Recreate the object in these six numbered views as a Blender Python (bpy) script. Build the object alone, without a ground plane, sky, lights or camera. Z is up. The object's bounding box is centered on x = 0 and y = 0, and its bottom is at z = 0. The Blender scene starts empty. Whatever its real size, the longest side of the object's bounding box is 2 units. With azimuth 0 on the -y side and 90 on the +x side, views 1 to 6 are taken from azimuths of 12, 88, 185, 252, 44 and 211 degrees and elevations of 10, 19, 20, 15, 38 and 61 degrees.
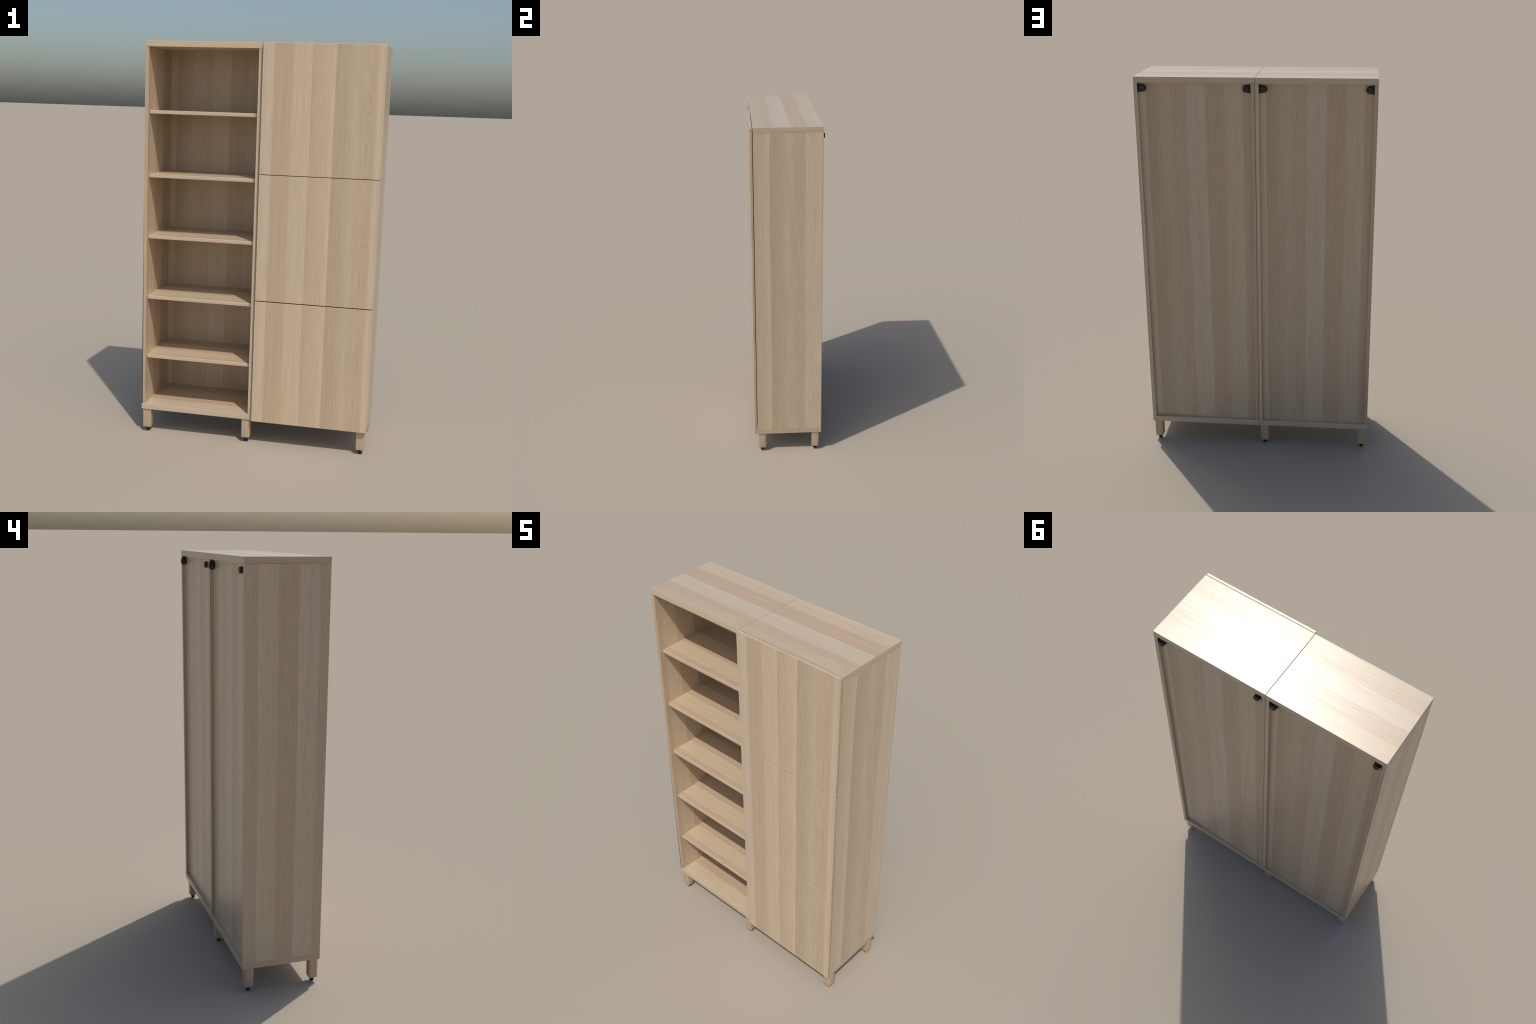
"""Tall two-bay storage unit: open shelves on the left, three stacked doors on
the right, pale stained-oak laminate, short square legs with black feet."""
import bpy, bmesh, math
from mathutils import Matrix, Vector

# ------------------------------------------------------------------ sizes (m)
HALF_W = 0.5863                # half the total width
FRONT, BACK = -0.1905, 0.1973    # carcass depth
BOT, TOP = 0.1225, 2.000       # carcass height
BOARD = 0.0290                 # top and bottom board thickness
SIDE = 0.0182                  # side panel thickness
SEAM = 0.0008                  # half the gap between the two bays
PANEL_OUT, PANEL_IN = 0.1800, 0.1745   # recessed back panel
DOOR_FRONT, DOOR_BACK = -0.2074, -0.1934
SHELF_T, SHELF_FRONT = 0.0184, -0.1708
SHELF_TOPS = [1.6652, 1.3492, 1.0392, 0.7260, 0.4132]
PERIOD = 0.586                 # width after which the laminate print repeats

root = bpy.data.objects.new("storage_cabinet", None)
bpy.context.scene.collection.objects.link(root)
root["label"] = "tall pale oak bookcase with three doors and short legs"
root["category"] = "bookcase cabinet"


# ------------------------------------------------------------------ materials
def srgb(r, g, b):
    def f(c):
        c /= 255.0
        return c / 12.92 if c <= 0.04045 else ((c + 0.055) / 1.055) ** 2.4
    return (f(r), f(g), f(b), 1.0)


class Net:
    """Small helper for building node trees."""
    def __init__(self, tree):
        self.t = tree

    def new(self, kind, **kw):
        n = self.t.nodes.new(kind)
        for k, v in kw.items():
            setattr(n, k, v)
        return n

    def put(self, sock, val):
        if isinstance(val, bpy.types.NodeSocket):
            self.t.links.new(val, sock)
        else:
            sock.default_value = val

    def math(self, op, a, b=0.0, c=0.0):
        n = self.new("ShaderNodeMath", operation=op)
        for s, v in zip(n.inputs, (a, b, c)):
            self.put(s, v)
        return n.outputs[0]

    def vec(self, x, y, z=0.0):
        n = self.new("ShaderNodeCombineXYZ")
        for s, v in zip(n.inputs, (x, y, z)):
            self.put(s, v)
        return n.outputs[0]

    def noise(self, vec, scale=1.0, detail=2.0, rough=0.5, distort=0.0):
        n = self.new("ShaderNodeTexNoise")
        self.put(n.inputs["Vector"], vec)
        n.inputs["Scale"].default_value = scale
        n.inputs["Detail"].default_value = detail
        n.inputs["Roughness"].default_value = rough
        n.inputs["Distortion"].default_value = distort
        return n.outputs[0]

    def ramp(self, fac, stops, interp='LINEAR'):
        n = self.new("ShaderNodeValToRGB")
        r = n.color_ramp
        r.interpolation = interp
        r.elements[0].position, r.elements[0].color = stops[0]
        r.elements[1].position, r.elements[1].color = stops[-1]
        for p, c in stops[1:-1]:
            r.elements.new(p).color = c
        self.put(n.inputs[0], fac)
        return n.outputs[0]

    def mix(self, fac, a, b, mode='MIX'):
        n = self.new("ShaderNodeMix", data_type='RGBA', blend_type=mode)
        self.put(n.inputs[0], fac)
        self.put(n.inputs[6], a)
        self.put(n.inputs[7], b)
        return n.outputs[2]

    def remap(self, v, a, b, c, d):
        n = self.new("ShaderNodeMapRange")
        for s, x in zip(n.inputs, (v, a, b, c, d)):
            self.put(s, x)
        return n.outputs[0]


def grey(v):
    return (v, v, v, 1.0)


def tone(c, strength=(0.800, 0.778, 0.748)):
    return tuple(v * k for v, k in zip(srgb(*c), strength)) + (1.0,)


def build_oak_group():
    """Printed oak laminate: staves of slightly different tone side by side
    (across), fine grain running along, cathedral arches in one stave."""
    g = bpy.data.node_groups.new("oak_laminate", "ShaderNodeTree")
    g.interface.new_socket("Across", in_out='INPUT', socket_type='NodeSocketFloat')
    g.interface.new_socket("Along", in_out='INPUT', socket_type='NodeSocketFloat')
    g.interface.new_socket("Color", in_out='OUTPUT', socket_type='NodeSocketColor')
    g.interface.new_socket("Grain", in_out='OUTPUT', socket_type='NodeSocketFloat')
    N = Net(g)
    gi, go = N.new("NodeGroupInput"), N.new("NodeGroupOutput")
    T, L = gi.outputs[0], gi.outputs[1]

    # stave borders drift a little along the length
    drift = N.math('MULTIPLY', N.math('SUBTRACT', N.noise(N.vec(N.math('MULTIPLY', L, 1.1), 3.7), detail=1.0), 0.5), 0.008)
    Tw = N.math('ADD', T, drift)
    t = N.math('DIVIDE', N.math('FLOORED_MODULO', Tw, PERIOD), PERIOD)

    # stave A pale, B pinkish, C pale, D pink turning straw, E olive grey, F brown with arches
    s = STAVES
    e = 0.004
    stops = []
    names = "ABCDEF"
    for i, k in enumerate(names):
        a, b = s[k][0] / PERIOD, s[k][1] / PERIOD
        stops.append((a + (e if i else 0.0), tone(s[k][2])))
        stops.append(((a + b) / 2, tone(s[k][3])))
        stops.append((b - e if k != "F" else 0.9985, tone(s[k][4])))
    col = N.ramp(t, stops)

    # grain lines wander gently across the staves
    wander = N.math('SUBTRACT', N.noise(N.vec(N.math('MULTIPLY', T, 7.0), N.math('MULTIPLY', L, 1.3), 6.5), detail=2.0), 0.5)
    T = N.math('ADD', T, N.math('MULTIPLY', wander, 0.030))

    # slow hue drift: blush and straw patches stretched along the grain
    hue = N.noise(N.vec(N.math('MULTIPLY', T, 30.0), N.math('MULTIPLY', L, 2.6), 1.3), detail=2.0)
    hue2 = N.noise(N.vec(N.math('MULTIPLY', T, 60.0), N.math('MULTIPLY', L, 2.0), 8.1), detail=2.0)
    col = N.mix(N.remap(hue, 0.50, 0.72, 0.0, 0.60), col, (1.035, 0.965, 0.94, 1), 'MULTIPLY')
    col = N.mix(N.remap(hue2, 0.50, 0.72, 0.0, 0.60), col, (0.965, 0.975, 0.950, 1), 'MULTIPLY')

    # straight streaks and fine pores
    streak = N.noise(N.vec(N.math('MULTIPLY', T, 130.0), N.math('MULTIPLY', L, 1.6), 2.0), detail=3.0, rough=0.6)
    fine = N.noise(N.vec(N.math('MULTIPLY', T, 420.0), N.math('MULTIPLY', L, 9.0), 5.0), detail=2.0, rough=0.6)
    shade = N.math('ADD', N.remap(streak, 0.25, 0.75, -0.075, 0.075), N.remap(fine, 0.3, 0.7, -0.075, 0.075))

    # cathedral arches: rings of a tilted cone, only inside stave F
    centre = 0.546 / PERIOD
    dx = N.math('MULTIPLY', N.math('SUBTRACT', t, centre), PERIOD)
    warp = N.noise(N.vec(N.math('MULTIPLY', T, 14.0), N.math('MULTIPLY', L, 3.2), 9.0), detail=2.0)
    q = N.math('ADD', N.math('MULTIPLY', L, 16.0),
               N.math('MULTIPLY', N.math('POWER', N.math('ABSOLUTE', N.math('MULTIPLY', dx, 42.0)), 1.5), 2.6))
    q = N.math('ADD', q, N.math('MULTIPLY', warp, 9.0))
    rings = N.math('SINE', N.math('MULTIPLY', q, 5.2))
    inside = N.math('MULTIPLY', N.remap(t, 0.86, 0.93, 0.0, 1.0), N.remap(t, 0.985, 0.995, 1.0, 0.0))
    arch = N.math('MULTIPLY', N.math('MULTIPLY', rings, inside), 0.058)
    shade = N.math('ADD', shade, arch)
    # plain wavy figure in the other staves
    wav = N.noise(N.vec(N.math('MULTIPLY', Tw, 210.0), N.math('MULTIPLY', L, 3.0), 4.0), detail=1.0, distort=0.6)
    shade = N.math('ADD', shade, N.remap(wav, 0.3, 0.7, -0.04, 0.04))

    mul = N.math('ADD', shade, 1.0)
    colr = N.mix(1.0, col, N.vec(mul, mul, N.math('ADD', N.math('MULTIPLY', shade, 1.15), 1.0)), 'MULTIPLY')
    g.links.new(colr, go.inputs[0])
    g.links.new(N.math('ADD', shade, 0.5), go.inputs[1])
    return g


# stave: from, to (m across the print), colour at left edge, middle, right edge
STAVES = {
    "A": (0.000, 0.093, (223, 204, 179), (220, 202, 177), (225, 206, 181)),
    "B": (0.093, 0.187, (212, 188, 161), (212, 188, 161), (213, 189, 162)),
    "C": (0.187, 0.276, (220, 201, 173), (221, 202, 174), (225, 206, 179)),
    "D": (0.276, 0.388, (214, 190, 163), (217, 195, 168), (225, 206, 179)),
    "E": (0.388, 0.498, (204, 183, 155), (208, 188, 161), (216, 198, 172)),
    "F": (0.498, 0.586, (215, 196, 169), (213, 191, 164), (213, 191, 164)),
}
OAK = build_oak_group()


def oak_material(name, across, along, t0=0.0, l0=0.0, rough=0.315):
    """across / along: weights of object x, y, z that make the print axes."""
    m = bpy.data.materials.new(name)
    m.use_nodes = True
    N = Net(m.node_tree)
    m.node_tree.nodes.clear()
    out = N.new("ShaderNodeOutputMaterial")
    bsdf = N.new("ShaderNodeBsdfPrincipled")
    co = N.new("ShaderNodeTexCoord").outputs["Object"]

    def dot(w):
        n = N.new("ShaderNodeVectorMath", operation='DOT_PRODUCT')
        N.put(n.inputs[0], co)
        n.inputs[1].default_value = w
        return n.outputs["Value"]
    grp = N.new("ShaderNodeGroup")
    grp.node_tree = OAK
    N.put(grp.inputs[0], N.math('ADD', dot(across), t0))
    N.put(grp.inputs[1], N.math('ADD', dot(along), l0))
    N.put(bsdf.inputs["Base Color"], grp.outputs[0])
    N.put(bsdf.inputs["Roughness"], N.remap(grp.outputs[1], 0.4, 0.6, rough + 0.03, rough - 0.03))
    bump = N.new("ShaderNodeBump")
    bump.inputs["Strength"].default_value = 0.05
    bump.inputs["Distance"].default_value = 0.001
    N.put(bump.inputs["Height"], grp.outputs[1])
    N.put(bsdf.inputs["Normal"], bump.outputs[0])
    N.t.links.new(bsdf.outputs[0], out.inputs[0])
    return m


def plain_material(name, colour, rough, metallic=0.0, vary=0.15):
    m = bpy.data.materials.new(name)
    m.use_nodes = True
    N = Net(m.node_tree)
    bsdf = m.node_tree.nodes["Principled BSDF"]
    co = N.new("ShaderNodeTexCoord").outputs["Object"]
    n = N.noise(co, scale=140.0, detail=2.0)
    dark = tuple(c * (1 - vary) for c in colour[:3]) + (1,)
    N.put(bsdf.inputs["Base Color"], N.mix(n, dark, colour))
    bsdf.inputs["Roughness"].default_value = rough
    bsdf.inputs["Metallic"].default_value = metallic
    return m


X, Y, Z = (1, 0, 0), (0, 1, 0), (0, 0, 1)
MX, MY = (-1, 0, 0), (0, -1, 0)
oak_door = oak_material("oak_door_face", X, Z, 0.328, 0.0)
oak_back_out = oak_material("oak_back_outside", MX, Z, 0.042, 0.0)
oak_back_in = oak_material("oak_back_inside", X, Z, 0.0413, 0.3)
oak_side_right = oak_material("oak_side_right", Y, Z, -0.0974, 0.1)
oak_side_left = oak_material("oak_side_left", Y, Z, 0.1437, 0.45)
oak_side_in = oak_material("oak_side_inside", Y, Z, 0.345, 0.7)
oak_top = oak_material("oak_top_face", Y, X, 0.0752, 0.1)
oak_floor = oak_material("oak_floor_face", Y, X, 0.190, 0.6)
oak_shelf = oak_material("oak_shelf_face", Y, X, 0.322, 0.9)
oak_edge_long = oak_material("oak_edge_long", Z, X, 0.02, 0.2)      # front and back edges of boards
oak_top_end = oak_material("oak_top_end", Z, Y, -0.087, 0.8)       # board ends
oak_floor_end = oak_material("oak_floor_end", Z, Y, 0.0, 0.8)
oak_floor_edge = oak_material("oak_floor_edge", Z, X, -0.080, 0.2)
oak_edge_upright = oak_material("oak_edge_upright", X, Z, 0.10, 0.4)  # edges of sides
oak_cover = oak_material("oak_cover_plate", X, Z, 0.14, 0.1)
oak_leg = oak_material("oak_leg", (1, 1, 0), Z, 0.13, 0.2, rough=0.40)
black_plastic = plain_material("black_plastic", srgb(30, 31, 33), 0.35)
bracket_plastic = plain_material("bracket_plastic", srgb(42, 41, 40), 0.5)
steel = plain_material("foot_screw_steel", srgb(140, 145, 150), 0.3, 1.0)
hole_dark = plain_material("hole_shadow_brown", srgb(146, 123, 99), 0.8)


# ------------------------------------------------------------------- geometry
def make_object(name, bm, mats, parent=root, loc=(0, 0, 0), smooth=None):
    me = bpy.data.meshes.new(name)
    bm.normal_update()
    bm.to_mesh(me)
    bm.free()
    for m in mats:
        me.materials.append(m)
    ob = bpy.data.objects.new(name, me)
    bpy.context.scene.collection.objects.link(ob)
    ob.parent = parent
    ob.location = loc
    if smooth is not None:
        me.shade_smooth()
        me.set_sharp_from_angle(angle=smooth)
    return ob


def box(bm, lo, hi):
    c = [(a + b) / 2 for a, b in zip(lo, hi)]
    d = [b - a for a, b in zip(lo, hi)]
    r = bmesh.ops.create_cube(bm, size=1.0, matrix=Matrix.Translation(c) @ Matrix.Diagonal((*d, 1)))
    return r["verts"]


def paint_by_normal(bm, table):
    """table maps '+x','-x','x','y','z'... to a material slot."""
    bm.normal_update()
    for f in bm.faces:
        n = f.normal
        ax = max(range(3), key=lambda i: abs(n[i]))
        key = "xyz"[ax]
        sign = ('+' if n[ax] > 0 else '-') + key
        f.material_index = table.get(sign, table.get(key, 0))


def board(name, lo, hi, mats, table, bevel=0.0008, segs=2, loc=(0, 0, 0), parent=root):
    bm = bmesh.new()
    box(bm, lo, hi)
    if bevel:
        bmesh.ops.bevel(bm, geom=bm.edges[:], offset=bevel, segments=segs, affect='EDGES', profile=0.5)
    paint_by_normal(bm, table)
    return make_object(name, bm, mats, parent, loc)


def repeat(ob, loc, rot=None):
    c = ob.copy()
    c.location = loc
    if rot:
        c.rotation_euler = rot
    bpy.context.scene.collection.objects.link(c)
    return c


BAY_C = (HALF_W + SEAM) / 2
BAY_H = (HALF_W - SEAM) / 2

# top and bottom boards, one pair per bay
top = board("top_panel", (-BAY_H, FRONT, TOP - BOARD), (BAY_H, BACK, TOP),
            [oak_top, oak_edge_long, oak_top_end], {'z': 0, 'y': 1, 'x': 2}, 0.0010, loc=(-BAY_C, 0, 0))
repeat(top, (BAY_C, 0, 0))
floor = board("bottom_panel", (-BAY_H, FRONT, BOT), (BAY_H, BACK, BOT + BOARD),
              [oak_floor, oak_floor_edge, oak_floor_end], {'z': 0, 'y': 1, 'x': 2}, 0.0010, loc=(-BAY_C, 0, 0))
repeat(floor, (BAY_C, 0, 0))

# side panels
S0, S1 = BOT + BOARD + 0.0003, TOP - BOARD - 0.0006
board("side_panel", (HALF_W - SIDE, FRONT + 0.0006, S0), (HALF_W, BACK - 0.0006, S1),
      [oak_side_right, oak_side_in, oak_edge_upright], {'+x': 0, '-x': 1, 'y': 2, 'z': 2})
for x0 in (SEAM, -SEAM - SIDE):
    board("side_panel", (x0, FRONT + 0.0006, S0), (x0 + SIDE, BACK - 0.0006, S1),
          [oak_side_in, oak_edge_upright], {'x': 0, 'y': 1, 'z': 1})
# the outer left side: a dark shading strip is drawn on its front edge
# widening towards the floor (flat face, darkened by normals turned from the sun)
def left_side(y0, y1, width=0.0068, z_tip=1.25):
    x0, x1 = -HALF_W, -HALF_W + SIDE
    bm = bmesh.new()
    box(bm, (x0, y0, S0), (x1, y1, S1))
    front = next(f for f in bm.faces if f.normal.y < -0.9)
    bm.faces.remove(front)
    corner = {(round(v.co.x, 4), round(v.co.z, 4)): v for v in bm.verts if v.co.y < y0 + 1e-5}
    a, b = corner[(round(x0, 4), round(S0, 4))], corner[(round(x1, 4), round(S0, 4))]
    c, d = corner[(round(x1, 4), round(S1, 4))], corner[(round(x0, 4), round(S1, 4))]
    p, q = bm.verts.new((x0 + width, y0, S0)), bm.verts.new((x0, y0, z_tip))
    strip = bm.faces.new((a, p, q))
    bm.faces.new((p, b, c, d, q))
    paint_by_normal(bm, {'-x': 0, '+x': 1, 'y': 2, 'z': 2})
    bm.faces.index_update()
    k = strip.index
    ob = make_object("side_panel", bm, [oak_side_left, oak_side_in, oak_edge_upright])
    me = ob.data
    me.shade_smooth()
    turned = Vector((-1.0, -0.05, 0.0)).normalized()
    me.normals_split_custom_set([turned if poly.index == k else poly.normal.copy()
                                 for poly in me.polygons for _ in poly.loop_indices])
    return ob


left_side(FRONT + 0.0006, BACK - 0.0006)

# recessed back panels
IN_H = BAY_H - SIDE
back = board("back_panel", (-IN_H, PANEL_IN, S0 - TOP), (IN_H, PANEL_OUT, S1 - TOP),
             [oak_back_out, oak_back_in], {'+y': 0, '-y': 1}, 0, loc=(-BAY_C, 0, TOP))
repeat(back, (BAY_C, 0, TOP))

# shelves of the open bay (rounded front edge)
bm = bmesh.new()
box(bm, (-IN_H + 0.0006, SHELF_FRONT, -SHELF_T), (IN_H - 0.0006, PANEL_IN - 0.0006, 0))
front_edges = [e for e in bm.edges if all(v.co.y < SHELF_FRONT + 1e-5 for v in e.verts)]
bmesh.ops.bevel(bm, geom=front_edges, offset=0.0030, segments=4, affect='EDGES', profile=0.5)
paint_by_normal(bm, {'z': 0, 'y': 1, 'x': 1})
shelf = make_object("shelf", bm, [oak_shelf, oak_edge_long], loc=(-BAY_C, 0, SHELF_TOPS[0]))
for z in SHELF_TOPS[1:]:
    repeat(shelf, (-BAY_C, 0, z))

# doors
DOOR_X0, DOOR_X1 = 0.0035, 0.5860
DOOR_TOPS = (1.9980, 1.3724, 0.7454)
DOOR_H = 0.6226
DCX = (DOOR_X0 + DOOR_X1) / 2
half = (DOOR_X1 - DOOR_X0) / 2
bm = bmesh.new()
box(bm, (-half, DOOR_FRONT, -DOOR_H), (half, DOOR_BACK, 0))
bmesh.ops.bevel(bm, geom=bm.edges[:], offset=0.0016, segments=3, affect='EDGES', profile=0.5)
paint_by_normal(bm, {'y': 0, 'z': 1, 'x': 2})
door = make_object("door", bm, [oak_door, oak_edge_long, oak_edge_upright], loc=(DCX, 0, DOOR_TOPS[0]))
for z in DOOR_TOPS[1:]:
    repeat(door, (DCX, 0, z))

# legs with adjustable feet
LEG_W, LEG_BOT = 0.0435, 0.0218
bm = bmesh.new()
vs = box(bm, (-LEG_W / 2, -LEG_W / 2, LEG_BOT), (LEG_W / 2, LEG_W / 2, BOT - 0.0004))
for v in vs:                                 # slight taper towards the floor
    if v.co.z < 0.05:
        v.co.x *= 0.965
        v.co.y *= 0.970
bmesh.ops.bevel(bm, geom=[e for e in bm.edges if min(v.co.z for v in e.verts) < 0.05],
                offset=0.0036, segments=3, affect='EDGES', profile=0.5)
leg_me = make_object("leg", bm, [oak_leg], smooth=math.radians(50))


def lathe(name, profile, mat, parent, loc, steps=28):
    bm = bmesh.new()
    rings = []
    for r, z in profile:
        if r < 1e-6:
            rings.append([bm.verts.new((0, 0, z))])
        else:
            rings.append([bm.verts.new((r * math.cos(2 * math.pi * i / steps), r * math.sin(2 * math.pi * i / steps), z))
                          for i in range(steps)])
    for a, b in zip(rings, rings[1:]):
        for i in range(steps):
            j = (i + 1) % steps
            if len(a) == 1:
                bm.faces.new((a[0], b[j], b[i]))
            elif len(b) == 1:
                bm.faces.new((a[i], a[j], b[0]))
            else:
                bm.faces.new((a[i], a[j], b[j], b[i]))
    bmesh.ops.recalc_face_normals(bm, faces=bm.faces[:])
    return make_object(name, bm, [mat], parent, loc, smooth=math.radians(35))


foot = lathe("foot", [(0, 0), (0.0072, 0), (0.0096, 0.0016), (0.0110, 0.0052), (0.0110, 0.0086),
                      (0.0095, 0.0122), (0.0066, 0.0140), (0, 0.0142)], black_plastic, leg_me, (0, 0, 0))
stem = lathe("foot_screw", [(0, 0.0138), (0.0062, 0.0138), (0.0062, 0.0160), (0.0045, 0.0170), (0.0045, 0.0262), (0, 0.0262)],
             steel, leg_me, (0, 0, 0))
first = True
for lx in (-0.5590, -0.0293, 0.5585):
    for ly in (-0.1620, 0.1615):
        if first:
            leg_me.location = (lx, ly, 0)
            first = False
            continue
        lg = repeat(leg_me, (lx, ly, 0))
        for child in (foot, stem):
            repeat(child, (0, 0, 0)).parent = lg

# wall brackets in the upper corners of both back recesses: a wall flange, a
# rounded base plate and a thick round boss with a screw hole
def bracket_parts():
    H, REACH, R = 0.0205, 0.0235, 0.0175
    bm = bmesh.new()
    a0 = math.radians(80)
    outline = [(0.0, -H)]
    n = 20
    for i in range(n + 1):
        a = -a0 + 2 * a0 * i / n
        outline.append((REACH + R * math.cos(a), R * math.sin(a)))
    outline.append((0.0, H))
    y0, y1 = PANEL_OUT + 0.0003, PANEL_OUT + 0.0065
    lo = [bm.verts.new((x, y0, z)) for x, z in outline]
    hi = [bm.verts.new((x, y1, z)) for x, z in outline]
    bm.faces.new(lo)
    bm.faces.new(list(reversed(hi)))
    for i in range(len(lo)):
        j = (i + 1) % len(lo)
        bm.faces.new((lo[j], lo[i], hi[i], hi[j]))
    box(bm, (0.0004, y1 - 0.001, -H), (0.0032, 0.1960, H))                       # flange on the side panel
    box(bm, (0.0025, y1 - 0.001, -0.0016), (REACH, 0.1905, 0.0016))              # stiffening rib
    bmesh.ops.recalc_face_normals(bm, faces=bm.faces[:])
    plate = make_object("wall_bracket", bm, [bracket_plastic], loc=(0, 0, 0), smooth=math.radians(35))
    boss = lathe("bracket_boss", [(0, 0.0180), (0.0026, 0.0180), (0.0026, 0.0261), (0.0105, 0.0267), (0.0132, 0.0262),
                                  (0.0145, 0.0245), (0.0150, 0.0), (0, 0.0)], bracket_plastic, plate, (REACH, PANEL_OUT, 0))
    boss.rotation_euler = (-math.pi / 2, 0, 0)
    return plate, boss


plate, boss = bracket_parts()
first = True
for cx in (-BAY_C, BAY_C):
    for side in (-1, 1):
        loc = (cx + side * IN_H, 0, 1.9445)
        rot = (0, 0, 0) if side < 0 else (0, math.pi, 0)
        if first:
            plate.location, plate.rotation_euler = loc, rot
            first = False
        else:
            p = repeat(plate, loc, rot)
            b = boss.copy()
            bpy.context.scene.collection.objects.link(b)
            b.parent = p

# drilled peg holes on the inner faces of the open bay: shallow dark discs
bm = bmesh.new()
pitch = 0.03122
for wall, nx in ((-HALF_W + SIDE, 1), (-SEAM - SIDE, -1)):
    for y in (-0.150, 0.128):
        z = 0.26
        while z < 1.90:
            if min(abs(z - (s - 0.009)) for s in SHELF_TOPS) > 0.014:
                m = Matrix.Translation((wall + nx * 0.0003, y, z)) @ Matrix.Rotation(math.pi / 2, 4, 'Y')
                bmesh.ops.create_cone(bm, cap_ends=True, segments=10, radius1=0.0015, radius2=0.0015, depth=0.0006, matrix=m)
            z += pitch
holes = make_object("peg_hole", bm, [hole_dark])
holes["kind"] = "stuff"

# cam locks near the board joints and the small cover plates behind the wall brackets
bm = bmesh.new()
for wall, nx in ((-HALF_W + SIDE, 1), (-SEAM - SIDE, -1)):
    for y in (-0.156, 0.093):
        for z in (0.1735, 1.9525):
            m = Matrix.Translation((wall + nx * 0.0003, y, z)) @ Matrix.Rotation(math.pi / 2, 4, 'Y')
            bmesh.ops.create_cone(bm, cap_ends=True, segments=20, radius1=0.0042, radius2=0.0042, depth=0.0006, matrix=m)
locks = make_object("cam_lock", bm, [hole_dark])
locks["kind"] = "stuff"
cover = board("cover_plate", (-0.0128, PANEL_IN - 0.0016, -0.0139), (0.0128, PANEL_IN - 0.0002, 0.0139),
              [oak_cover], {}, 0.0003, 1, loc=(-0.5453, 0, 1.9430))
repeat(cover, (-0.0413, 0, 1.9430))
